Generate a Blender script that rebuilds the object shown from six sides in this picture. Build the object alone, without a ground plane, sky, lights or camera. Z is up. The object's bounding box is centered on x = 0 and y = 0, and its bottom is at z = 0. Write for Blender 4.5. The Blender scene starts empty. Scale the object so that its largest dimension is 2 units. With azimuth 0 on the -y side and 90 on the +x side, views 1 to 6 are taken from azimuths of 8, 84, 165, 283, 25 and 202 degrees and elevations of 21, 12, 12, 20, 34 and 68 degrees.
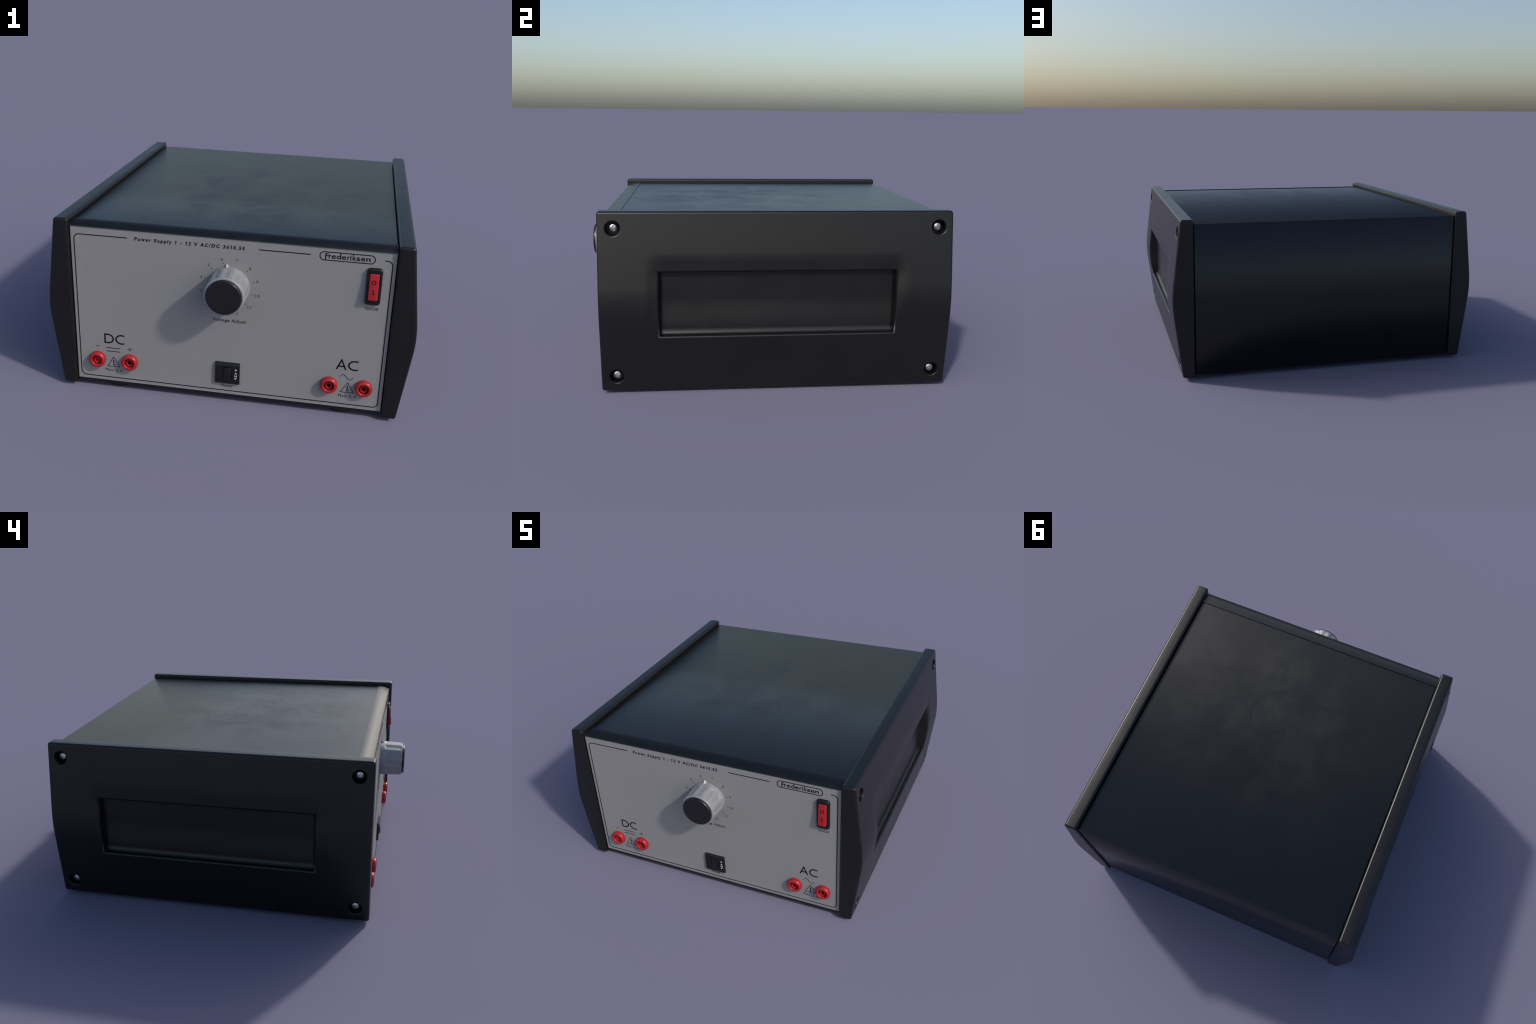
import bpy, bmesh, math, random
from mathutils import Vector, Matrix

random.seed(7)

# ------------------------------------------------------------------ sizes
PANEL_Y = -0.847            # face of the light front plate
PLATE_X = 0.8315            # half width of the front plate
PLATE_Z0, PLATE_Z1 = 0.0445, 0.9385
TOP_Z, BOTTOM_Z = 0.9555, 0.029
COVER_Z = 0.9510            # the wrapped cover lies a little below the front trim
REAR_Y = 0.985
SIDE_IN = 0.836             # inner face of the side panels
SIDE_Y0, SIDE_Y1 = -0.867, 1.0
SIDE_Z0, SIDE_Z1 = 0.016, 0.979
GRIP_Y0, GRIP_Y1 = -0.556, 0.692
GRIP_Z0, GRIP_Z1 = 0.326, 0.670
GRIP_FLOOR = 0.911

col = bpy.context.scene.collection


# ------------------------------------------------------------------ helpers
def link(name, mesh, mat=None, parent=None):
    ob = bpy.data.objects.new(name, mesh)
    col.objects.link(ob)
    if mat is not None and hasattr(mesh, "materials"):
        mesh.materials.clear()
        mesh.materials.append(mat)
    if parent is not None:
        ob.parent = parent
    return ob


def smooth(mesh, deg=35):
    for p in mesh.polygons:
        p.use_smooth = True
    mesh.set_sharp_from_angle(angle=math.radians(deg))


def mesh_from(bm, name, deg=35):
    bmesh.ops.recalc_face_normals(bm, faces=bm.faces)
    me = bpy.data.meshes.new(name)
    bm.to_mesh(me)
    bm.free()
    smooth(me, deg)
    return me


def apply_modifiers(ob):
    dg = bpy.context.evaluated_depsgraph_get()
    dg.update()
    me = bpy.data.meshes.new_from_object(ob.evaluated_get(dg))
    ob.modifiers.clear()
    old = ob.data
    ob.data = me
    if isinstance(old, bpy.types.Mesh):
        bpy.data.meshes.remove(old)
    return ob


def box_mesh(name, x0, x1, y0, y1, z0, z1, bevel=0.0, seg=3, edges=None):
    bm = bmesh.new()
    bmesh.ops.create_cube(bm, size=1.0)
    for v in bm.verts:
        v.co = Vector(((x0 + x1) / 2 + v.co.x * (x1 - x0),
                       (y0 + y1) / 2 + v.co.y * (y1 - y0),
                       (z0 + z1) / 2 + v.co.z * (z1 - z0)))
    if bevel > 0:
        es = [e for e in bm.edges if edges is None or edges(e)]
        bmesh.ops.bevel(bm, geom=es, offset=bevel, segments=seg, profile=0.5,
                        affect='EDGES', clamp_overlap=True)
    return mesh_from(bm, name)


def prism_mesh(name, outline, axis, a, b, deg=35):
    """Extrude a closed 2D outline along an axis; outline lies in the other two axes."""
    bm = bmesh.new()

    def pt(p, t):
        if axis == 'X':
            return Vector((t, p[0], p[1]))
        if axis == 'Y':
            return Vector((p[0], t, p[1]))
        return Vector((p[0], p[1], t))
    lo = [bm.verts.new(pt(p, a)) for p in outline]
    hi = [bm.verts.new(pt(p, b)) for p in outline]
    n = len(outline)
    for i in range(n):
        bm.faces.new((lo[i], lo[(i + 1) % n], hi[(i + 1) % n], hi[i]))
    bm.faces.new(lo)
    bm.faces.new(list(reversed(hi)))
    return mesh_from(bm, name, deg)


def lathe_mesh(name, profile, n=64, deg=35, radius=None):
    """Turn (radius, height) points about local +Z; height points out of the surface."""
    bm = bmesh.new()
    rings = []
    for r, h in profile:
        if r < 1e-6:
            rings.append([bm.verts.new((0, 0, h))])
        else:
            ring = []
            for i in range(n):
                t = 2 * math.pi * i / n
                rr = radius(r, h, t) if radius else r
                ring.append(bm.verts.new((rr * math.cos(t), rr * math.sin(t), h)))
            rings.append(ring)
    for a, b in zip(rings, rings[1:]):
        if len(a) == 1 and len(b) == 1:
            continue
        for i in range(n):
            j = (i + 1) % n
            if len(a) == 1:
                bm.faces.new((a[0], b[i], b[j]))
            elif len(b) == 1:
                bm.faces.new((a[i], a[j], b[0]))
            else:
                bm.faces.new((a[i], a[j], b[j], b[i]))
    return mesh_from(bm, name, deg)


# local frame on the front plate: local x -> world x, local y -> world z, local z -> world -y
FRONT = Matrix(((1, 0, 0), (0, 0, -1), (0, 1, 0))).to_4x4()


def on_front(x, z, y=PANEL_Y):
    return Matrix.Translation((x, y, z)) @ FRONT


INK_H = 0.0009      # thickness of the printed ink


def stroke_mesh(bm, pts, w, closed=False, h=INK_H):
    """A flat bar of width w that follows a polyline in the local plane."""
    n = len(pts)
    P = [Vector((p[0], p[1])) for p in pts]
    left, right = [], []
    for i in range(n):
        if closed:
            a, b, c = P[i - 1], P[i], P[(i + 1) % n]
        else:
            a, b, c = P[max(i - 1, 0)], P[i], P[min(i + 1, n - 1)]
        d1 = (b - a).normalized() if (b - a).length > 1e-9 else (c - b).normalized()
        d2 = (c - b).normalized() if (c - b).length > 1e-9 else d1
        n1, n2 = Vector((-d1.y, d1.x)), Vector((-d2.y, d2.x))
        m = (n1 + n2).normalized()
        k = w / 2 / max(0.35, m.dot(n1))
        left.append(b + m * k)
        right.append(b - m * k)
    lo = [(bm.verts.new((l.x, l.y, -0.0008)), bm.verts.new((r.x, r.y, -0.0008))) for l, r in zip(left, right)]
    hi = [(bm.verts.new((l.x, l.y, h)), bm.verts.new((r.x, r.y, h))) for l, r in zip(left, right)]
    m = n if closed else n - 1
    for i in range(m):
        j = (i + 1) % n
        bm.faces.new((hi[i][0], hi[i][1], hi[j][1], hi[j][0]))
        bm.faces.new((hi[i][0], hi[j][0], lo[j][0], lo[i][0]))
        bm.faces.new((hi[i][1], lo[i][1], lo[j][1], hi[j][1]))
        bm.faces.new((lo[i][0], lo[j][0], lo[j][1], lo[i][1]))
    if not closed:
        for i in (0, n - 1):
            bm.faces.new((hi[i][0], lo[i][0], lo[i][1], hi[i][1]))


def strokes(name, lines, w, mat, parent, x=0.0, z=0.0, y=PANEL_Y, h=INK_H):
    bm = bmesh.new()
    for ln in lines:
        pts, closed = (ln[0], ln[1]) if isinstance(ln, tuple) else (ln, False)
        stroke_mesh(bm, pts, w, closed, h)
    me = mesh_from(bm, name, 30)
    for p in me.polygons:
        p.use_smooth = False
    ob = link(name, me, mat, parent)
    ob.matrix_world = on_front(x, z, y)
    return ob


def arc(cx, cy, rx, ry, a0, a1, n=20):
    return [(cx + rx * math.cos(math.radians(a0 + (a1 - a0) * i / n)),
             cy + ry * math.sin(math.radians(a0 + (a1 - a0) * i / n))) for i in range(n + 1)]


def text_mesh(body, bold=0.0, spacing=1.0, shear=0.0, h=INK_H):
    cu = bpy.data.curves.new("lettering", 'FONT')
    cu.body = body
    cu.size = 1.0
    cu.offset = bold
    cu.space_character = spacing
    cu.shear = shear
    cu.resolution_u = 5
    cu.fill_mode = 'BOTH'
    cu.extrude = 0.02
    ob = bpy.data.objects.new("lettering", cu)
    col.objects.link(ob)
    dg = bpy.context.evaluated_depsgraph_get()
    dg.update()
    me = bpy.data.meshes.new_from_object(ob.evaluated_get(dg))
    bpy.data.objects.remove(ob)
    bpy.data.curves.remove(cu)
    return me


CAP_H = {}


def cap_height(bold):
    if bold not in CAP_H:
        me = text_mesh("H", bold)
        CAP_H[bold] = max(v.co.y for v in me.vertices)
        bpy.data.meshes.remove(me)
    return CAP_H[bold]


def text(name, body, x0, x1, base, cap, mat, parent, bold=0.0, spacing=1.0, shear=0.0,
         y=PANEL_Y, h=INK_H, place=None):
    """Lettering stretched to run from x0 to x1, standing on base with the given capital height."""
    me = text_mesh(body, bold, spacing, shear, h)
    xs = [v.co.x for v in me.vertices]
    sx = (x1 - x0) / (max(xs) - min(xs))
    sy = cap / cap_height(bold)
    mx = min(xs)
    if "1" in body:                 # give each figure one its flag
        ch = cap_height(bold)
        stem_me = text_mesh("1", bold)
        stem = max(v.co.x for v in stem_me.vertices) - min(v.co.x for v in stem_me.vertices)
        bpy.data.meshes.remove(stem_me)
        bm = bmesh.new()
        bm.from_mesh(me)
        for i, c in enumerate(body):
            if c == "1":
                part = text_mesh(body[:i + 1], bold, spacing, shear, h)
                xr = max(v.co.x for v in part.vertices)
                bpy.data.meshes.remove(part)
                stroke_mesh(bm, [(xr - stem * 0.6, ch - stem * 0.42), (xr - stem - 0.13 / max(sx / sy, 0.6), ch * 0.80)],
                            stem * 0.75)
        bm.to_mesh(me)
        bm.free()
    for v in me.vertices:
        v.co = Vector(((v.co.x - mx) * sx, v.co.y * sy,
                       (h if v.co.z > 0.01 else h * 0.7) if v.co.z > 0 else -0.0008))
    me.name = name
    for p in me.polygons:
        p.use_smooth = False
    ob = link(name, me, mat, parent)
    ob.matrix_world = place if place is not None else on_front(x0, base, y)
    return ob


# ------------------------------------------------------------------ materials
class Mat:
    def __init__(self, name):
        self.m = bpy.data.materials.new(name)
        self.m.use_nodes = True
        self.t = self.m.node_tree
        self.b = self.t.nodes["Principled BSDF"]
        self.co = self.t.nodes.new("ShaderNodeTexCoord")

    def node(self, kind, **kw):
        n = self.t.nodes.new(kind)
        for k, v in kw.items():
            setattr(n, k, v)
        return n

    def link(self, a, b):
        self.t.links.new(a, b)

    def noise(self, scale, detail=4, rough=0.55, stretch=(1, 1, 1), seed=0.0, distortion=0.0):
        mp = self.node("ShaderNodeMapping")
        mp.inputs["Scale"].default_value = stretch
        mp.inputs["Location"].default_value = (seed, seed * 0.7, seed * 1.3)
        self.link(self.co.outputs["Object"], mp.inputs["Vector"])
        n = self.node("ShaderNodeTexNoise")
        n.inputs["Scale"].default_value = scale
        n.inputs["Detail"].default_value = detail
        n.inputs["Roughness"].default_value = rough
        n.inputs["Distortion"].default_value = distortion
        self.link(mp.outputs["Vector"], n.inputs["Vector"])
        return n.outputs["Fac"]

    def remap(self, v, a, b, c, d, smooth_step=False):
        n = self.node("ShaderNodeMapRange")
        if smooth_step:
            n.interpolation_type = 'SMOOTHSTEP'
        for s, x in zip(("From Min", "From Max", "To Min", "To Max"), (a, b, c, d)):
            n.inputs[s].default_value = x
        self.link(v, n.inputs["Value"])
        return n.outputs["Result"]

    def math(self, op, a, b=None):
        n = self.node("ShaderNodeMath", operation=op)
        for i, x in enumerate((a, b)):
            if x is None:
                continue
            if isinstance(x, (int, float)):
                n.inputs[i].default_value = x
            else:
                self.link(x, n.inputs[i])
        return n.outputs[0]

    def mix(self, fac, c1, c2):
        n = self.node("ShaderNodeMix", data_type='RGBA')
        for s, x in ((n.inputs[6], c1), (n.inputs[7], c2)):
            if isinstance(x, tuple):
                s.default_value = (*x, 1)
            else:
                self.link(x, s)
        if isinstance(fac, (int, float)):
            n.inputs[0].default_value = fac
        else:
            self.link(fac, n.inputs[0])
        return n.outputs[2]

    def set(self, **kw):
        for k, v in kw.items():
            s = self.b.inputs[k.replace("_", " ")]
            if isinstance(v, tuple):
                s.default_value = (*v, 1)
            elif isinstance(v, (int, float)):
                s.default_value = v
            else:
                self.link(v, s)

    def bump(self, height, strength, distance):
        n = self.node("ShaderNodeBump")
        n.inputs["Strength"].default_value = strength
        n.inputs["Distance"].default_value = distance
        self.link(height, n.inputs["Height"])
        self.link(n.outputs["Normal"], self.b.inputs["Normal"])
        return n

    def xyz(self):
        n = self.node("ShaderNodeSeparateXYZ")
        self.link(self.co.outputs["Object"], n.inputs[0])
        return n.outputs


def plain(name, colour, rough, metallic=0.0, **kw):
    m = Mat(name)
    m.set(Base_Color=colour, Roughness=rough, Metallic=metallic, **kw)
    return m.m


def make_cover_mat(name, dirt=True):
    """Black lacquered sheet with wiped-on dust, smudges and a faint ring mark."""
    m = Mat(name)
    big = m.remap(m.noise(3.8, 9, 0.70, seed=5.3, distortion=0.25), 0.38, 0.74, 0.0, 1.0, True)
    fine = m.noise(26, 5, 0.7, stretch=(1, 1.6, 1), seed=8.4)
    x, y, z = m.xyz()
    if dirt:
        dx = m.math('SUBTRACT', x, 0.03)
        dy = m.math('SUBTRACT', y, -0.17)
        d = m.math('SQRT', m.math('ADD', m.math('MULTIPLY', dx, dx), m.math('MULTIPLY', dy, dy)))
        ring = m.remap(m.math('ABSOLUTE', m.math('SUBTRACT', d, 0.17)), 0.003, 0.012, 1.0, 0.0, True)
        worn = m.remap(m.math('SQRT', m.math('ADD', m.math('MULTIPLY', m.math('SUBTRACT', x, 0.1), m.math('SUBTRACT', x, 0.1)),
                       m.math('MULTIPLY', m.math('ADD', y, 0.15), m.math('ADD', y, 0.15)))), 0.15, 1.0, 1.0, 0.15, True)
        patch = m.math('ADD', m.math('MULTIPLY', m.math('MULTIPLY', big, worn), 0.9), m.math('MULTIPLY', fine, 0.25))
        dust = m.math('ADD', patch, m.math('MULTIPLY', m.math('MULTIPLY', ring, m.remap(m.noise(3.0, 2, 0.5, seed=1.0), 0.40, 0.62, 0.0, 1.0)), -0.30))
    else:
        dust = m.math('ADD', m.math('MULTIPLY', big, 0.5), m.math('MULTIPLY', fine, 0.3))
    m.set(Base_Color=m.mix(dust, (0.0020, 0.0024, 0.0032), (0.0050, 0.0051, 0.0052)),
          Roughness=m.remap(dust, 0.0, 1.0, 0.30, 0.45))
    m.set(Specular_IOR_Level=0.56)
    h = m.math('MULTIPLY', m.noise(420, 2, 0.5), 0.00005)
    if dirt:
        # flat sheet; bump tilts its normals to draw the sky-reflection gradient
        def normal_tilt(v, slope, length):
            d = m.math('MAXIMUM', v, 0.0)
            return m.math('MULTIPLY', m.math('MULTIPLY', d, d), -slope / (2 * length))
        d = m.math('MAXIMUM', m.math('ADD', y, 0.76), 0.0)
        near = m.math('MINIMUM', d, 0.78)
        far = m.math('SUBTRACT', d, near)
        h = m.math('ADD', h, m.math('MULTIPLY', near, -0.015))
        h = m.math('ADD', h, m.math('MULTIPLY', m.math('MULTIPLY', near, near), -0.122))
        h = m.math('ADD', h, m.math('MULTIPLY', far, -0.205))
        h = m.math('ADD', h, m.math('MULTIPLY', m.math('MULTIPLY', far, far), -0.135))
        h = m.math('ADD', h, normal_tilt(m.math('SUBTRACT', z, 0.45), 0.47, 0.5))
        h = m.math('ADD', h, normal_tilt(m.math('SUBTRACT', 0.45, z), 0.40, 0.42))
    else:
        d = m.math('MAXIMUM', m.math('SUBTRACT', -0.767, y), 0.0)
        roll = m.math('MULTIPLY', m.math('MULTIPLY', d, d), -2.6)  # added normal slope beyond the real curve, widening the sun glint
        h = m.math('ADD', h, m.math('MULTIPLY', roll, m.remap(z, 0.5, 0.6, 0.0, 1.0)))
    m.bump(h, 1.0, 1.0)
    return m.m


def make_side_mat():
    """Moulded black plastic; bump-drawn shading darkens the slope above the hand grip."""
    m = Mat("black_moulded_plastic")
    x, y, z = m.xyz()
    n = m.noise(5, 5, 0.6, seed=1.7)
    grain = m.noise(90, 3, 0.6, stretch=(1, 1, 0.35), seed=5.0)
    m.set(Base_Color=m.mix(n, (0.0040, 0.0039, 0.0041), (0.0058, 0.0057, 0.0058)),
          Roughness=m.math('ADD', m.remap(n, 0.3, 0.7, 0.29, 0.35), m.math('MULTIPLY', grain, 0.05)))
    # normals bent by bump to put a dark shading band above the grip
    along = m.math('MULTIPLY', m.remap(y, GRIP_Y0 - 0.08, GRIP_Y0 + 0.02, 0, 1, True),
                   m.remap(y, GRIP_Y1 - 0.02, GRIP_Y1 + 0.08, 1, 0, True))
    sel = m.math('MULTIPLY', m.math('MULTIPLY', m.remap(z, GRIP_Z1 - 0.04, GRIP_Z1 + 0.10, 1.0, 0.0, True), along),
                 m.remap(z, GRIP_Z0 + 0.02, GRIP_Z0 + 0.20, 0.0, 1.0, True))
    # bump on the flat rims, shaping a bright-to-dark sheen across them
    px = m.math('MINIMUM', m.math('ABSOLUTE', m.math('SUBTRACT', m.math('ABSOLUTE', x), 0.874)), 0.046)
    rim_sheen = m.math('MULTIPLY', m.math('MULTIPLY', px, px), -0.6)
    sel2 = m.math('MULTIPLY', sel, -0.0120)
    h = m.math('ADD', m.math('ADD', sel2, rim_sheen), m.math('MULTIPLY', m.noise(500, 2, 0.5), 0.00006))
    m.set(Specular_IOR_Level=0.50)
    m.bump(h, 1.0, 1.0)
    return m.m


def make_plate_mat():
    """Pale grey painted plate with fine speckle and slight rub marks along its edges."""
    m = Mat("pale_grey_paint")
    x, y, z = m.xyz()
    speck = m.noise(150, 3, 0.7, seed=2.2)
    cloud = m.noise(7, 5, 0.6, seed=4.4)
    ex = m.remap(m.math('ABSOLUTE', x), 0.62, PLATE_X, 0.0, 1.0, True)
    ez = m.remap(m.math('ABSOLUTE', m.math('SUBTRACT', z, 0.49)), 0.34, 0.45, 0.0, 1.0, True)
    edge = m.math('MAXIMUM', ex, ez)
    wear = m.math('MULTIPLY', edge, m.remap(m.noise(60, 5, 0.75, seed=9.0), 0.45, 0.62, 0.0, 1.0))
    base = m.mix(m.remap(speck, 0.3, 0.7, 0, 1), (0.248, 0.246, 0.249), (0.276, 0.274, 0.276))
    base = m.mix(m.math('MULTIPLY', m.remap(cloud, 0.35, 0.7, 0, 1), 0.25), base, (0.25, 0.252, 0.25))
    base = m.mix(m.math('MULTIPLY', wear, 0.35), base, (0.33, 0.33, 0.335))
    m.set(Base_Color=base, Roughness=0.65, Specular_IOR_Level=0.18)
    m.bump(m.noise(260, 3, 0.6), 0.12, 0.0015)
    return m.m


def make_knob_mat():
    m = Mat("brushed_aluminium")
    n = m.noise(12, 5, 0.7, seed=6.0)
    f = m.noise(70, 4, 0.7, stretch=(1, 1, 0.25), seed=2.0)
    v = m.math('ADD', m.math('MULTIPLY', n, 0.6), m.math('MULTIPLY', f, 0.4))
    m.set(Base_Color=m.mix(m.remap(v, 0.35, 0.65, 0, 1), (0.27, 0.28, 0.30), (0.335, 0.345, 0.365)),
          Roughness=m.remap(v, 0.3, 0.7, 0.50, 0.60), Metallic=0.3)
    m.bump(f, 0.1, 0.001)
    return m.m


def make_red_mat():
    m = Mat("red_plastic")
    n = m.noise(30, 4, 0.6)
    m.set(Base_Color=m.mix(n, (0.35, 0.014, 0.018), (0.40, 0.018, 0.021)), Roughness=0.27)
    return m.m


M_COVER = make_cover_mat("black_lacquer")
M_TRIM = make_cover_mat("black_lacquer_trim", dirt=False)
M_SIDE = make_side_mat()
M_PLATE = make_plate_mat()
M_KNOB = make_knob_mat()
M_RED = make_red_mat()
M_BLACK = plain("black_plastic", (0.0055, 0.0055, 0.0060), 0.25)
M_CAP = plain("black_knob_cap", (0.0078, 0.0076, 0.0080), 0.30)
M_INK = plain("black_ink", (0.0060, 0.0056, 0.0080), 0.55, Specular_IOR_Level=0.2)
M_INK_THIN = plain("grey_ink", (0.026, 0.026, 0.030), 0.55, Specular_IOR_Level=0.2)
M_INK_PALE = plain("faded_ink", (0.07, 0.07, 0.075), 0.55, Specular_IOR_Level=0.2)
M_WHITE = plain("white_ink", (0.75, 0.75, 0.75), 0.5)
M_RUBBER = plain("black_rubber", (0.012, 0.012, 0.012), 0.7)
M_DARK = plain("dark_inside", (0.003, 0.003, 0.003), 0.8, Specular_IOR_Level=0.1)  # coloured near black so gaps and hole bottoms show as deep shadow
M_STEEL = plain("zinc_plated_steel", (0.62, 0.62, 0.64), 0.28, 1.0)

# ------------------------------------------------------------------ the thing
root = bpy.data.objects.new("bench_power_supply", None)
col.objects.link(root)
root["label"] = "black box power supply with pale front panel and round knob"
root["category"] = "power supply"

# ---- case: inner core, wrapped cover, trims
core = link("chassis", box_mesh("chassis", -0.8355, 0.8355, -0.832, 0.955, 0.062, 0.915), M_DARK, root)

cover = link("case_cover",
             box_mesh("case_cover", -0.8305, 0.8305, -0.7659, REAR_Y, BOTTOM_Z, COVER_Z, 0.0060, 4,
                      lambda e: abs(e.verts[0].co.x - e.verts[1].co.x) > 0.5 and e.verts[0].co.y > 0), M_COVER, root)


def flatten_normals(ob):
    """Keep the big faces flat and leave the turning to the small rounded edges."""
    md = ob.modifiers.new("normals", 'WEIGHTED_NORMAL')
    md.keep_sharp = True
    apply_modifiers(ob)


flatten_normals(cover)


def top_trim_profile():
    pts = [(-0.7665, 0.925), (-0.7665, TOP_Z - 0.001), (-0.7675, TOP_Z)]
    n = 14
    for i in range(1, n + 1):        # long roll towards the front
        d = 0.0790 * i / n
        pts.append((-0.7675 - d, TOP_Z - 0.0125 * (d / 0.0790) ** 2))
    pts += [(-0.8490, 0.9412), (-0.8502, 0.9398)]
    pts += [(-0.8505, 0.9385), (-0.835, 0.9385), (-0.835, 0.925)]
    return pts


trim = link("front_trim", prism_mesh("front_trim", top_trim_profile(), 'X', -0.8335, 0.8335, 40), M_TRIM, root)

bottom_profile = [(-0.7605 - 0.002, 0.030), (-0.840, 0.029)] + \
    [(-0.840 - 0.009 * math.sin(t), 0.038 - 0.009 * math.cos(t)) for t in
     [math.pi / 2 * i / 6 for i in range(1, 7)]] + [(-0.849, 0.0445), (-0.7605 - 0.002, 0.0445)]
trim2 = link("front_trim", prism_mesh("front_trim_base", bottom_profile, 'X', -0.8335, 0.8335, 40), M_TRIM, root)

plate = link("front_panel",
             box_mesh("front_panel", -PLATE_X, PLATE_X, PANEL_Y, -0.833, PLATE_Z0 + 0.0006, PLATE_Z1 - 0.0006,
                      0.0012, 2), M_PLATE, root)
flatten_normals(plate)

# ---- feet
foot_me = lathe_mesh("foot", [(0, 0.034), (0.082, 0.034), (0.082, 0.012), (0.0805, 0.004), (0.076, 0.0), (0, 0.0)], 48, 40)
for fx, fy in ((-0.609, -0.747), (0.619, -0.747), (-0.602, 0.860), (0.622, 0.860)):
    f = link("foot", foot_me, M_RUBBER, root)
    f.location = (fx, fy, 0)


# ---- side panels
def side_profile():
    """Outer face: leans out from the top, turns over a soft ridge, leans back in."""
    top, peak, bot = (0.9145, SIDE_Z1), (0.9735, 0.490), (0.9115, SIDE_Z0)
    pts = [(SIDE_IN, SIDE_Z0), (bot[0], bot[1])]
    a = Vector(bot) + (Vector(peak) - Vector(bot)) * 0.80
    b = Vector(peak)
    c = Vector(peak) + (Vector(top) - Vector(peak)) * 0.20
    for i in range(17):
        t = i / 16
        p = a * (1 - t) ** 2 + b * 2 * t * (1 - t) + c * t * t
        pts.append((p.x, p.y))
    pts += [(top[0], top[1]), (SIDE_IN, SIDE_Z1)]
    return pts


SCREWS = [(-0.787, 0.893), (0.921, 0.893), (-0.787, 0.101), (0.921, 0.101)]
HOLE_R, HOLE_FLOOR, SCREW_X = 0.0380, 0.858, 0.885


def cut_away(ob, cutters):
    for c in cutters:
        md = ob.modifiers.new("cut", 'BOOLEAN')
        md.operation, md.object, md.solver = 'DIFFERENCE', c, 'EXACT'
    apply_modifiers(ob)
    for c in cutters:
        me = c.data
        bpy.data.objects.remove(c)
        bpy.data.meshes.remove(me)


def round_edges(ob, pick, width, segments, clamp=True):
    """Round every sharp edge for which pick(edge, midpoint) holds."""
    me = ob.data
    bm = bmesh.new()
    bm.from_mesh(me)
    bmesh.ops.remove_doubles(bm, verts=bm.verts, dist=1e-5)
    lay = bm.edges.layers.float.get("bevel_weight_edge") or bm.edges.layers.float.new("bevel_weight_edge")
    for e in bm.edges:
        sharp = len(e.link_faces) == 2 and e.calc_face_angle(0) > math.radians(22)
        e[lay] = 1.0 if sharp and pick(e, (e.verts[0].co + e.verts[1].co) / 2) else 0.0
    bm.to_mesh(me)
    bm.free()
    md = ob.modifiers.new("round", 'BEVEL')
    md.limit_method, md.width, md.segments = 'WEIGHT', width, segments
    md.use_clamp_overlap = clamp
    apply_modifiers(ob)


def grip_cutter():
    """Flat floor that sweeps out through a hollow into the lower lip; slightly drafted ends."""
    bm = bmesh.new()
    rx, rz = 0.0215, 0.032
    section = [(GRIP_FLOOR, GRIP_Z1 - 0.006)]
    section += [(GRIP_FLOOR + rx - rx * math.cos(t), GRIP_Z0 + rz - rz * math.sin(t))
                for t in [math.pi / 2 * i / 9 for i in range(10)]]
    section += [(1.05, GRIP_Z0 - 0.004), (1.05, GRIP_Z1 + 0.010)]

    def draft(x):
        return 0.009 * (1 - (x - GRIP_FLOOR) / 0.039)
    near = [bm.verts.new((x, GRIP_Y0 + draft(x), z)) for x, z in section]
    far = [bm.verts.new((x, GRIP_Y1 - draft(x), z)) for x, z in section]
    n = len(section)
    for i in range(n):
        bm.faces.new((near[i], near[(i + 1) % n], far[(i + 1) % n], far[i]))
    bm.faces.new(near)
    bm.faces.new(far)
    return link("cutter", mesh_from(bm, "cutter"), None)


def build_side_panel():
    ob = link("side_panel", prism_mesh("side_panel", side_profile(), 'Y', SIDE_Y0, SIDE_Y1), M_SIDE, root)
    round_edges(ob, lambda e, m: True, 0.0135, 4)
    wells = []
    for y, z in SCREWS:
        bm = bmesh.new()
        bmesh.ops.create_cone(bm, cap_ends=True, segments=40, radius1=HOLE_R, radius2=HOLE_R, depth=0.2,
                              matrix=Matrix.Translation((HOLE_FLOOR + 0.1, y, z)) @ Matrix.Rotation(math.pi / 2, 4, 'Y'))
        wells.append(link("cutter", mesh_from(bm, "cutter"), None))
    cut_away(ob, wells)

    def well_rim(e, m):
        return m.x > 0.90 and min(math.hypot(m.y - y, m.z - z) for y, z in SCREWS) < HOLE_R * 1.05
    round_edges(ob, well_rim, 0.0060, 3, clamp=False)
    cut_away(ob, [grip_cutter()])

    def grip_lip(e, m):
        d = e.verts[0].co - e.verts[1].co
        inside = GRIP_Y0 - 0.02 < m.y < GRIP_Y1 + 0.02 and GRIP_Z0 - 0.03 < m.z < GRIP_Z1 + 0.03
        return inside and m.x > 0.940 and abs(d.x) < 0.7 * d.length
    round_edges(ob, grip_lip, 0.0110, 4, clamp=False)
    smooth(ob.data, 50)
    wn = ob.modifiers.new("normals", 'WEIGHTED_NORMAL')
    wn.keep_sharp = True
    apply_modifiers(ob)
    return ob


right_side = build_side_panel()
left_me = right_side.data.copy()
left_me.name = "side_panel_left"
left_me.transform(Matrix.Diagonal((-1, 1, 1, 1)))
left_me.flip_normals()
left_side = link("side_panel", left_me, M_SIDE, root)
wn = left_side.modifiers.new("normals", 'WEIGHTED_NORMAL')
wn.keep_sharp = True
apply_modifiers(left_side)


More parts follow.
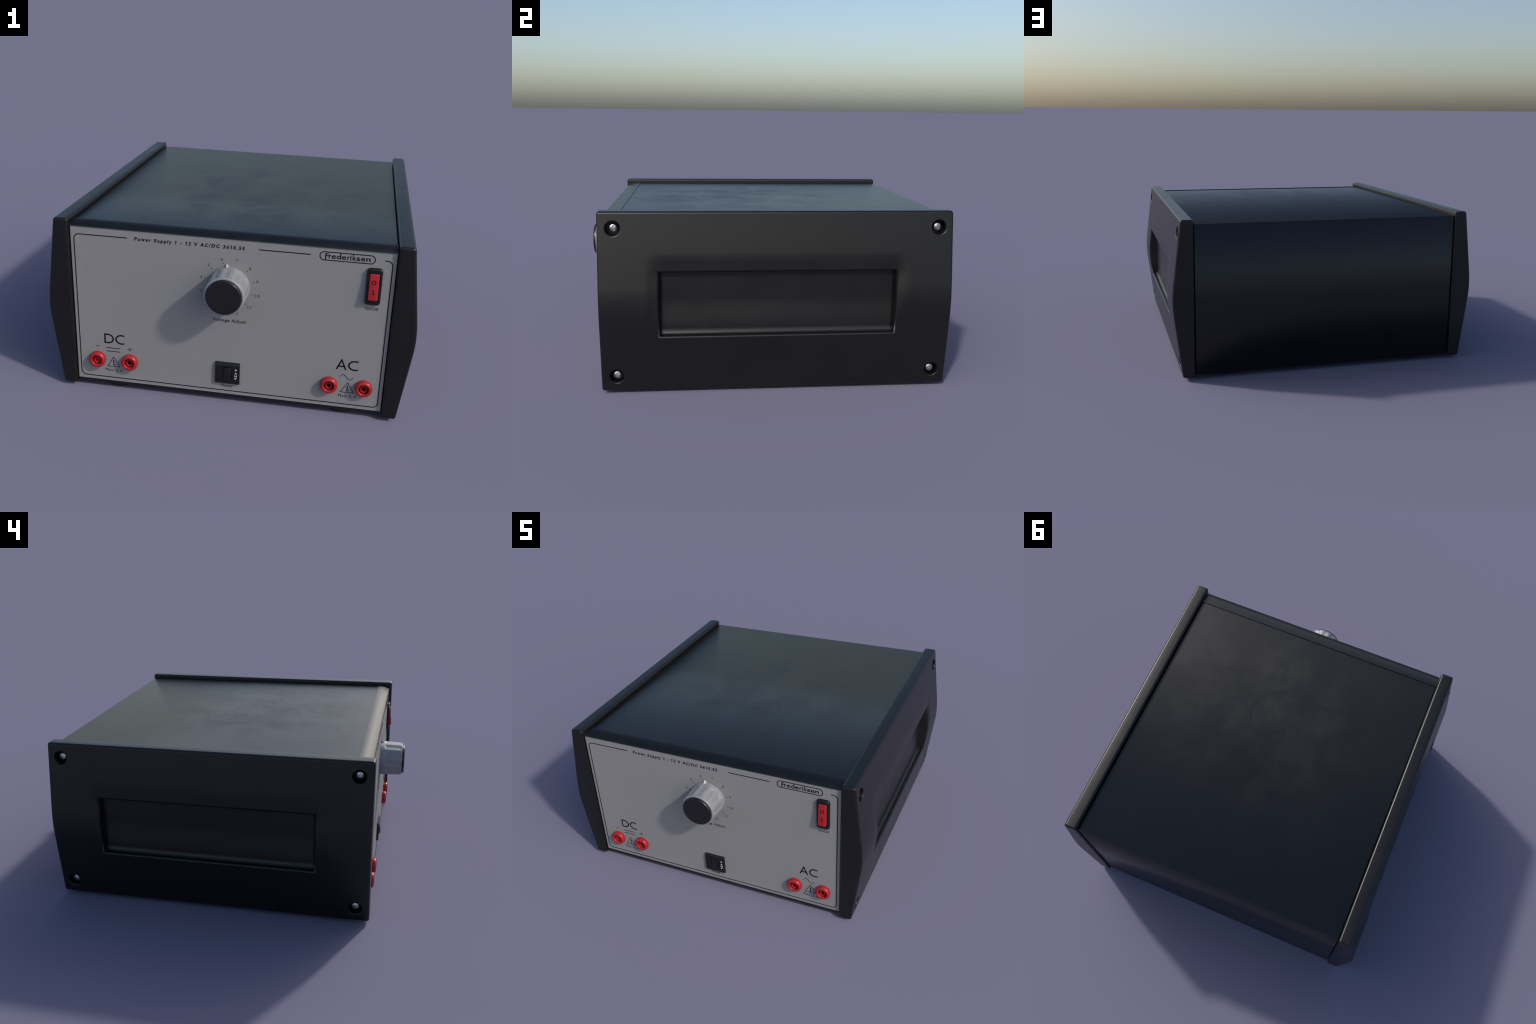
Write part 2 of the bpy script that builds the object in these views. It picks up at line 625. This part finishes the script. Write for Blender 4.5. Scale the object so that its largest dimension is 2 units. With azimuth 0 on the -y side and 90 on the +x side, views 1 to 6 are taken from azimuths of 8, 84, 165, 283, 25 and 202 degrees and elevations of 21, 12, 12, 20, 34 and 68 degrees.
# ---- screws: domed pan heads with a cross recess
def screw_mesh():
    R, H = 0.0245, 0.0150
    prof = [(0, -0.029), (R * 0.6, -0.029), (R * 0.6, -0.002), (R, -0.001), (R, 0.003)]
    for i in range(1, 9):
        t = math.pi / 2 * i / 8
        prof.append((R * math.cos(t) if i < 8 else 0.0, 0.003 + (H - 0.003) * math.sin(t) ** 0.9))
    ob = link("screw", lathe_mesh("screw", prof, 40, 50), M_STEEL)
    cuts = []
    for ang in (0, math.pi / 2):
        bm = bmesh.new()
        bmesh.ops.create_cube(bm, size=1.0)
        for v in bm.verts:
            k = 0.55 if v.co.z < 0 else 1.0
            v.co = Vector((v.co.x * 0.035 * k, v.co.y * 0.0078 * k, 0.0125 + v.co.z * 0.013))
        bmesh.ops.rotate(bm, verts=bm.verts, matrix=Matrix.Rotation(ang, 3, 'Z'))
        cuts.append(link("cutter", mesh_from(bm, "cutter"), None))
    for c in cuts:
        md = ob.modifiers.new("cut", 'BOOLEAN')
        md.operation, md.object, md.solver = 'DIFFERENCE', c, 'EXACT'
    apply_modifiers(ob)
    for c in cuts:
        me = c.data
        bpy.data.objects.remove(c)
        bpy.data.meshes.remove(me)
    me = ob.data
    bpy.data.objects.remove(ob)
    smooth(me, 40)
    return me


screw_me = screw_mesh()
for side, parent in ((1, right_side), (-1, left_side)):
    for y, z in SCREWS:
        s = link("screw", screw_me, M_STEEL, parent)
        rot = Matrix.Rotation(math.pi / 2 * side, 4, 'Y')
        spin = Matrix.Rotation(math.radians(random.uniform(-8, 8)), 4, 'Z')
        s.matrix_world = Matrix.Translation((side * SCREW_X, y, z)) @ rot @ spin

# ---- voltage knob
KX, KZ = 0.0063, 0.682


def knob_radius(r, h, t):
    """Shallow finger flutes, twelve round the knob, fading out before the skirt."""
    if r < 0.0965:
        return r
    k = min(1.0, max(0.0, (h - 0.022) / 0.016))
    k = k * k * (3 - 2 * k)
    e = min(1.0, max(0.0, (0.1325 - h) / 0.005))
    k *= e * e * (3 - 2 * e)
    ph = ((math.degrees(t) + 15) % 30) - 15
    w = max(0.0, 1 - (abs(ph) / 10.5) ** 2)
    return r - 0.0043 * k * math.sqrt(w) * (0.4 + 0.6 * w)


kprof = [(0.1085, 0.0005)]
for i in range(0, 40):
    h = 0.002 + i * (0.128 - 0.002) / 39
    kprof.append((0.1085 - 0.0050 * (h / 0.128), h))
kprof += [(0.1030, 0.1330), (0.1022, 0.1355), (0.1005, 0.1372), (0.0975, 0.1380), (0.0890, 0.1380), (0.0890, 0.120), (0, 0.120)]
knob = link("voltage_knob", lathe_mesh("voltage_knob", kprof, 288, 32, knob_radius), M_KNOB, root)
knob.matrix_world = on_front(KX, KZ)

cap_prof = [(0.0925, 0.1215), (0.0925, 0.1405)]
for i in range(1, 7):
    t = math.pi / 2 * i / 6
    cap_prof.append((0.0855 + 0.0070 * math.cos(t), 0.1430 + 0.0095 * math.sin(t) - 0.0025 * (1 - math.sin(t))))
cap_prof += [(0.080, 0.1527), (0, 0.1530)]
cap = link("knob_cap", lathe_mesh("knob_cap", cap_prof, 96, 50), M_CAP, knob)
cap.matrix_world = on_front(KX, KZ)

bm = bmesh.new()
ang = math.radians(90 + 7.0)
ux, uy = Vector((math.cos(ang), math.sin(ang))), Vector((-math.sin(ang), math.cos(ang)))


def kp(r, s, h):
    p = ux * r + uy * s
    return bm.verts.new((p.x, p.y, h))


tip, b1, b2, fr = kp(0.1265, 0, 0.0008), kp(0.105, 0.0165, 0.0008), kp(0.105, -0.0165, 0.0008), kp(0.1050, 0, 0.0265)
base = kp(0.092, 0, 0.0008)
for f in ((tip, b1, fr), (tip, fr, b2), (b1, base, fr), (b2, fr, base), (tip, b2, base, b1)):
    bm.faces.new(f)
ptr_me = mesh_from(bm, "pointer", 20)
for p in ptr_me.polygons:
    p.use_smooth = False
ptr = link("pointer", ptr_me, M_KNOB, knob)
ptr.matrix_world = on_front(KX, KZ)

# ---- dial numbers and dots
for i, num in enumerate(range(1, 13)):
    a = math.radians(-165 + 30 * i)           # clockwise from straight up
    tr = 0.151 if num < 10 else 0.154
    cx, cz = KX + tr * math.sin(a), KZ + tr * math.cos(a)
    w = 0.0098 if num < 10 else 0.0215
    if num == 1:
        w = 0.0045
    if num == 11:
        w = 0.0165
    text("dial_number", str(num), cx - w / 2, cx + w / 2, cz - 0.0080, 0.0158, M_INK_PALE, plate, bold=-0.006)
    if num == 7:
        continue
    dot = link("dial_dot", lathe_mesh("dial_dot", [(0.0026, -0.0006), (0.0026, 0.0008), (0, 0.0008)], 14), M_INK_THIN, plate)
    dot.matrix_world = on_front(KX + 0.1287 * math.sin(a), KZ + 0.1287 * math.cos(a))
text("lettering", "Voltage Adjust", -0.076, 0.101, 0.4797, 0.0176, M_INK_THIN, plate, bold=0.003, spacing=1.08)

# ---- border line, title and maker's plate
L, B, T, R = 0.8130, 0.0665, 0.8955, 0.027
strokes("border_line", [
    [(-0.527, T)] + arc(-L + R, T - R, R, R, 90, 180, 10) + arc(-L + R, B + R, R, R, 180, 270, 10)
    + arc(L - R, B + R, R, R, 270, 360, 10) + arc(L - R, T - R, R, R, 0, 90, 10) + [(0.774, T)],
    [(0.1545, T), (0.411, T)]], 0.0046, M_INK, plate)
text("lettering", "Power Supply 1 - 12 V AC/DC 3610.55", -0.489, 0.0825, 0.8865, 0.0178, M_INK, plate,
     bold=0.026, spacing=1.36, shear=0.14)
pr = 0.0213
strokes("name_frame", [(arc(0.4775 + 0.001, 0.8948, pr, pr, 90, 270, 14) + arc(0.7055, 0.8948, pr, pr, -90, 90, 14), True)],
        0.0042, M_INK, plate)
for ch, a, b in (("F", 0.4830, 0.5000), ("r", 0.5005, 0.5105), ("e", 0.5150, 0.5350), ("d", 0.5395, 0.5607),
                 ("e", 0.5645, 0.5850), ("r", 0.5915, 0.6020), ("i", 0.6058, 0.6106), ("k", 0.6172, 0.6345),
                 ("s", 0.6360, 0.6535), ("e", 0.6580, 0.6785), ("n", 0.6830, 0.7040)):
    text("lettering", ch, a, b, 0.8838, 0.0248 if ch == "F" else 0.0258, M_INK, plate, bold=0.028 if ch in "ri" else 0.012)
strokes("letter_stem", [[(0.4850, 0.8740), (0.4850, 0.900)], [(0.5585, 0.886), (0.5585, 0.9155)],
                        [(0.6192, 0.886), (0.6192, 0.9155)]], 0.0040, M_INK, plate, h=0.0007)

# ---- direct-current corner
big_w = 0.0076
strokes("large_letter", [([(-0.6702, 0.2800), (-0.6702, 0.3303), (-0.6530, 0.3303)]
                          + arc(-0.6530, 0.30515, 0.0290, 0.02515, 84, -84, 20) + [(-0.6530, 0.2800)], True)],
        big_w, M_INK, plate)
strokes("large_letter", [arc(-0.5775, 0.30495, 0.0310, 0.0256, 60, 300, 26)], big_w, M_INK, plate)
strokes("direct_current_sign", [[(-0.665, 0.2490), (-0.586, 0.2490)], [(-0.665, 0.2284), (-0.586, 0.2284)]], 0.0034, M_INK, plate)
strokes("minus_sign", [[(-0.7240, 0.2540), (-0.7054, 0.2540)]], 0.0032, M_INK_THIN, plate)
strokes("plus_sign", [[(-0.5449, 0.2507), (-0.5192, 0.2507)]], 0.0030, M_INK_THIN, plate)
strokes("plus_sign", [[(-0.53205, 0.2379), (-0.53205, 0.2635)]], 0.0030, M_INK_THIN, plate, h=0.0006)


# ---- alternating-current corner
strokes("large_letter", [[(0.5840, 0.2715), (0.6085, 0.3275), (0.6325, 0.2715)], [(0.5925, 0.2905), (0.6243, 0.2905)]],
        big_w * 0.95, M_INK, plate)
strokes("large_letter", [arc(0.6785, 0.3005, 0.0325, 0.0258, 60, 300, 26)], big_w, M_INK, plate)
strokes("alternating_current_sign",
        [[(0.6050 + 0.0692 * i / 32, 0.2284 + 0.0145 * math.sin(2 * math.pi * i / 32)) for i in range(33)]], 0.0028, M_INK, plate)


def warning(cx, zb):
    w, h = 0.0342, 0.0595
    strokes("warning_triangle", [([(cx - w, zb), (cx + w, zb), (cx, zb + h)], True)], 0.0029, M_INK, plate)
    ex = strokes("exclamation_mark", [[(cx, zb + 0.0165), (cx, zb + 0.0405)]], 0.0068, M_INK, plate)
    for v in ex.data.vertices:
        if v.co.y < zb + 0.03:
            v.co.x = cx + (v.co.x - cx) * 0.6
    d = link("exclamation_dot", lathe_mesh("exclamation_dot", [(0.0042, -0.0006), (0.0042, INK_H), (0, INK_H)], 18), M_INK, plate)
    d.matrix_world = on_front(cx, zb + 0.0112)


warning(-0.6262, 0.1350)
warning(0.6487, 0.1385)
text("lettering", "Max. 6 A", -0.6735, -0.5785, 0.1058, 0.0158, M_INK_THIN, plate, bold=0.0, spacing=1.15)
text("lettering", "Max. 6 A", 0.6048, 0.6990, 0.1090, 0.0158, M_INK_THIN, plate, bold=0.0, spacing=1.15)


# ---- sockets
def socket_mesh(name, hole):
    prof = [(0.0430, -0.004), (0.0452, 0.002), (0.0458, 0.010)]
    for i in range(0, 9):           # rounded outer shoulder
        t = math.pi / 2 * i / 8
        prof.append((0.0340 + 0.0118 * math.cos(t), 0.0165 + 0.0130 * math.sin(t)))
    prof += [(0.0295, 0.0290), (0.0274, 0.0278), (0.0263, 0.0255), (0.0258, 0.0020), (0.0192, 0.0020),
             (0.0190, 0.0185), (0.0184, 0.0208), (0.0170, 0.0220), (0.0150, 0.0218), (0.0128, 0.0200), (0.0120, hole), (0, hole)]
    return lathe_mesh(name, prof, 64, 40)


hole_shadow_me = lathe_mesh("socket_hole_shadow", [(0.0119, 0.0012), (0.0119, 0.0060), (0, 0.0040)], 32)  # black disc modelled for the darkness inside the socket hole
deep, shallow = socket_mesh("socket", 0.0010), socket_mesh("socket_blocked", 0.0070)
for sx, me in ((-0.7138, shallow), (-0.5318, deep), (0.5515, deep), (0.7328, deep)):
    s = link("socket", me, M_RED, root)
    s.matrix_world = on_front(sx, 0.1778) @ Matrix.Rotation(random.uniform(0, 1.0), 4, 'Z')
    if me is deep:
        c = link("socket_hole_shadow", hole_shadow_me, M_DARK, s)
        c.matrix_world = on_front(sx, 0.1778)


# ---- mains rocker switch
def frame_mesh(name, x0, x1, z0, z1, rad, depth, ix0, ix1, iz0, iz1, lip):
    """Rounded rectangular bezel with a rectangular opening; local z points out of the plate."""
    def rr(a, b, c, d, r, n=6):
        return arc(b - r, d - r, r, r, 0, 90, n) + arc(a + r, d - r, r, r, 90, 180, n) + \
            arc(a + r, c + r, r, r, 180, 270, n) + arc(b - r, c + r, r, r, 270, 360, n)
    loops = [(rr(x0, x1, z0, z1, rad), -0.001), (rr(x0, x1, z0, z1, rad), depth - lip)]
    for i in range(1, 6):
        t = math.pi / 2 * i / 5
        k = lip * (1 - math.cos(t))
        loops.append((rr(x0 + k, x1 - k, z0 + k, z1 - k, max(rad - k, 0.002)), depth - lip + lip * math.sin(t)))
    loops += [(rr(ix0, ix1, iz0, iz1, 0.005), depth), (rr(ix0, ix1, iz0, iz1, 0.005), 0.001)]
    bm = bmesh.new()
    rings = [[bm.verts.new((p[0], p[1], h)) for p in pts] for pts, h in loops]
    for a, b in zip(rings, rings[1:]):
        n = len(a)
        for i in range(n):
            j = (i + 1) % n
            bm.faces.new((a[i], a[j], b[j], b[i]))
    bm.faces.new(rings[-1])
    return mesh_from(bm, name, 40)


SXC, SZC = 0.7310, 0.7590
switch = link("power_switch", frame_mesh("power_switch", -0.0382, 0.0388, -0.1000, 0.0950, 0.0165, 0.0165,
                                         -0.0262, 0.0262, -0.0740, 0.0725, 0.008), M_BLACK, root)
switch.matrix_world = on_front(SXC, SZC)


def rocker_mesh(name, hx, z0, z1, h0, h1, bevel, corner):
    """Wedge that stands h0 proud at its lower end and h1 at its upper end."""
    bm = bmesh.new()
    bmesh.ops.create_cube(bm, size=1.0)
    for v in bm.verts:
        low = v.co.y < 0
        v.co = Vector((hx * (1 if v.co.x > 0 else -1), z0 if low else z1,
                       0.002 if v.co.z < 0 else (h0 if low else h1)))
    up = [e for e in bm.edges if abs(e.verts[0].co.z - e.verts[1].co.z) > 0.006
          and abs(e.verts[0].co.y - e.verts[1].co.y) < 1e-6 and abs(e.verts[0].co.x - e.verts[1].co.x) < 1e-6]
    bmesh.ops.bevel(bm, geom=up, offset=corner, segments=4, profile=0.5, affect='EDGES')
    es = [e for e in bm.edges if min(v.co.z for v in e.verts) > 0.004 and e.calc_face_angle(0) > 0.6]
    bmesh.ops.bevel(bm, geom=es, offset=bevel, segments=4, profile=0.5, affect='EDGES')
    return mesh_from(bm, name, 50)


RZ0, RZ1, RH0, RH1 = -0.0680, 0.0690, 0.0335, 0.0200
rocker = link("rocker", rocker_mesh("rocker", 0.0244, RZ0, RZ1, RH0, RH1, 0.0048, 0.0065), M_RED, switch)
rocker.matrix_world = on_front(SXC, SZC)
tilt = math.atan2(RH1 - RH0, RZ1 - RZ0)


def on_rocker(x, z):
    h = RH0 + (z - RZ0) / (RZ1 - RZ0) * (RH1 - RH0)
    return on_front(SXC, SZC) @ Matrix.Translation((x, z, h)) @ Matrix.Rotation(tilt, 4, 'X')


for lines, w, h in (([(arc(0, 0, 0.0086, 0.0102, 0, 360, 28)[:-1], True)], 0.0024, INK_H),
                    ([arc(0, 0, 0.0086, 0.0102, -50, 50, 10), arc(0, 0, 0.0086, 0.0102, 130, 230, 10)], 0.0042, 0.0012)):
    zero = strokes("engraved_digit", lines, w, M_INK, switch, h=h)
    zero.matrix_world = on_rocker(0.0, 0.0270)
one = strokes("engraved_digit", [[(0.0008, -0.0105), (0.0008, 0.0100)], [(-0.0052, 0.0086), (0.0005, 0.0100)],
                                 [(-0.0058, -0.0105), (0.0072, -0.0105)]], 0.0034, M_INK, switch)
for v in one.data.vertices:         # keep crossing bars from sharing one plane
    if v.co.z > 0:
        v.co.z += 0.0004 * (1 if abs(v.co.x - 0.0008) < 0.0018 and v.co.y > -0.009 else 0)
one.matrix_world = on_rocker(0.0, -0.0235)
text("lettering", "On/Off", 0.6992, 0.7660, 0.6262, 0.0150, M_INK_THIN, plate, bold=-0.004)

# ---- resettable breaker
BX, BZ = 0.0100, 0.1805
bm = bmesh.new()
outer = [(-0.0675, -0.0645), (0.0652, -0.0645), (0.0652, 0.0600), (-0.0675, 0.0600)]
front = [(-0.0665, -0.0635), (0.0644, -0.0635), (0.0644, 0.0415), (-0.0665, 0.0415)]
hole = [(-0.0252, -0.0385), (0.0262, -0.0385), (0.0262, 0.0350), (-0.0252, 0.0350)]
loops = [[(x, y, -0.001) for x, y in outer], [(x, y, 0.0045 if y > 0 else 0.0115) for x, y in outer],
         [(x * 0.995, y if y < 0 else 0.0555, 0.0085 if y > 0 else 0.0122) for x, y in front],
         [(x, y, 0.0125) for x, y in front],
         [(x, y, 0.0125) for x, y in hole], [(x, y, 0.002) for x, y in hole]]
rings = [[bm.verts.new(p) for p in lp] for lp in loops]
for a, b in zip(rings, rings[1:]):
    for i in range(4):
        bm.faces.new((a[i], a[(i + 1) % 4], b[(i + 1) % 4], b[i]))
bm.faces.new(rings[-1])
breaker = link("circuit_breaker", mesh_from(bm, "circuit_breaker", 38), M_BLACK, root)
breaker.matrix_world = on_front(BX, BZ)


def button_mesh(hx, y0, y1):
    """Domed push button, tallest near its lower end, rounded over at the top."""
    nx, ny = 12, 18
    bm = bmesh.new()
    grid = []
    for j in range(ny + 1):
        v = j / ny
        row = []
        for i in range(nx + 1):
            u = 2 * i / nx - 1
            h = 0.0225 - 0.0085 * v ** 2.2 - 0.0042 * abs(u) ** 2.4 - 0.0018 * max(0.0, 1 - v / 0.12)
            row.append(bm.verts.new((hx * u, y0 + (y1 - y0) * v, h)))
        grid.append(row)
    for j in range(ny):
        for i in range(nx):
            bm.faces.new((grid[j][i], grid[j][i + 1], grid[j + 1][i + 1], grid[j + 1][i]))
    rim = grid[0] + [r[-1] for r in grid[1:]] + grid[-1][-2::-1] + [r[0] for r in grid[-2:0:-1]]
    low = [bm.verts.new((v.co.x, v.co.y, 0.0025)) for v in rim]
    for i in range(len(rim)):
        j = (i + 1) % len(rim)
        bm.faces.new((rim[i], low[i], low[j], rim[j]))
    return mesh_from(bm, "reset_button", 45)


btn = link("reset_button", button_mesh(0.0218, -0.0350, 0.0315), M_BLACK, breaker)
btn.matrix_world = on_front(BX + 0.0005, BZ)
for ch, z, w in (("6", 0.2047, 0.0092), ("A", 0.1842, 0.0118), ("M", 0.1668, 0.0128), ("P", 0.1508, 0.0098)):
    text("lettering", ch, 0.0555 - w / 2, 0.0555 + w / 2, z - 0.0058, 0.0110, M_WHITE, breaker, bold=0.010,
         y=PANEL_Y - 0.0125)
text("lettering", "Reset", -0.0225, 0.0355, 0.0885, 0.0160, M_INK_THIN, plate, bold=0.0, spacing=1.05)
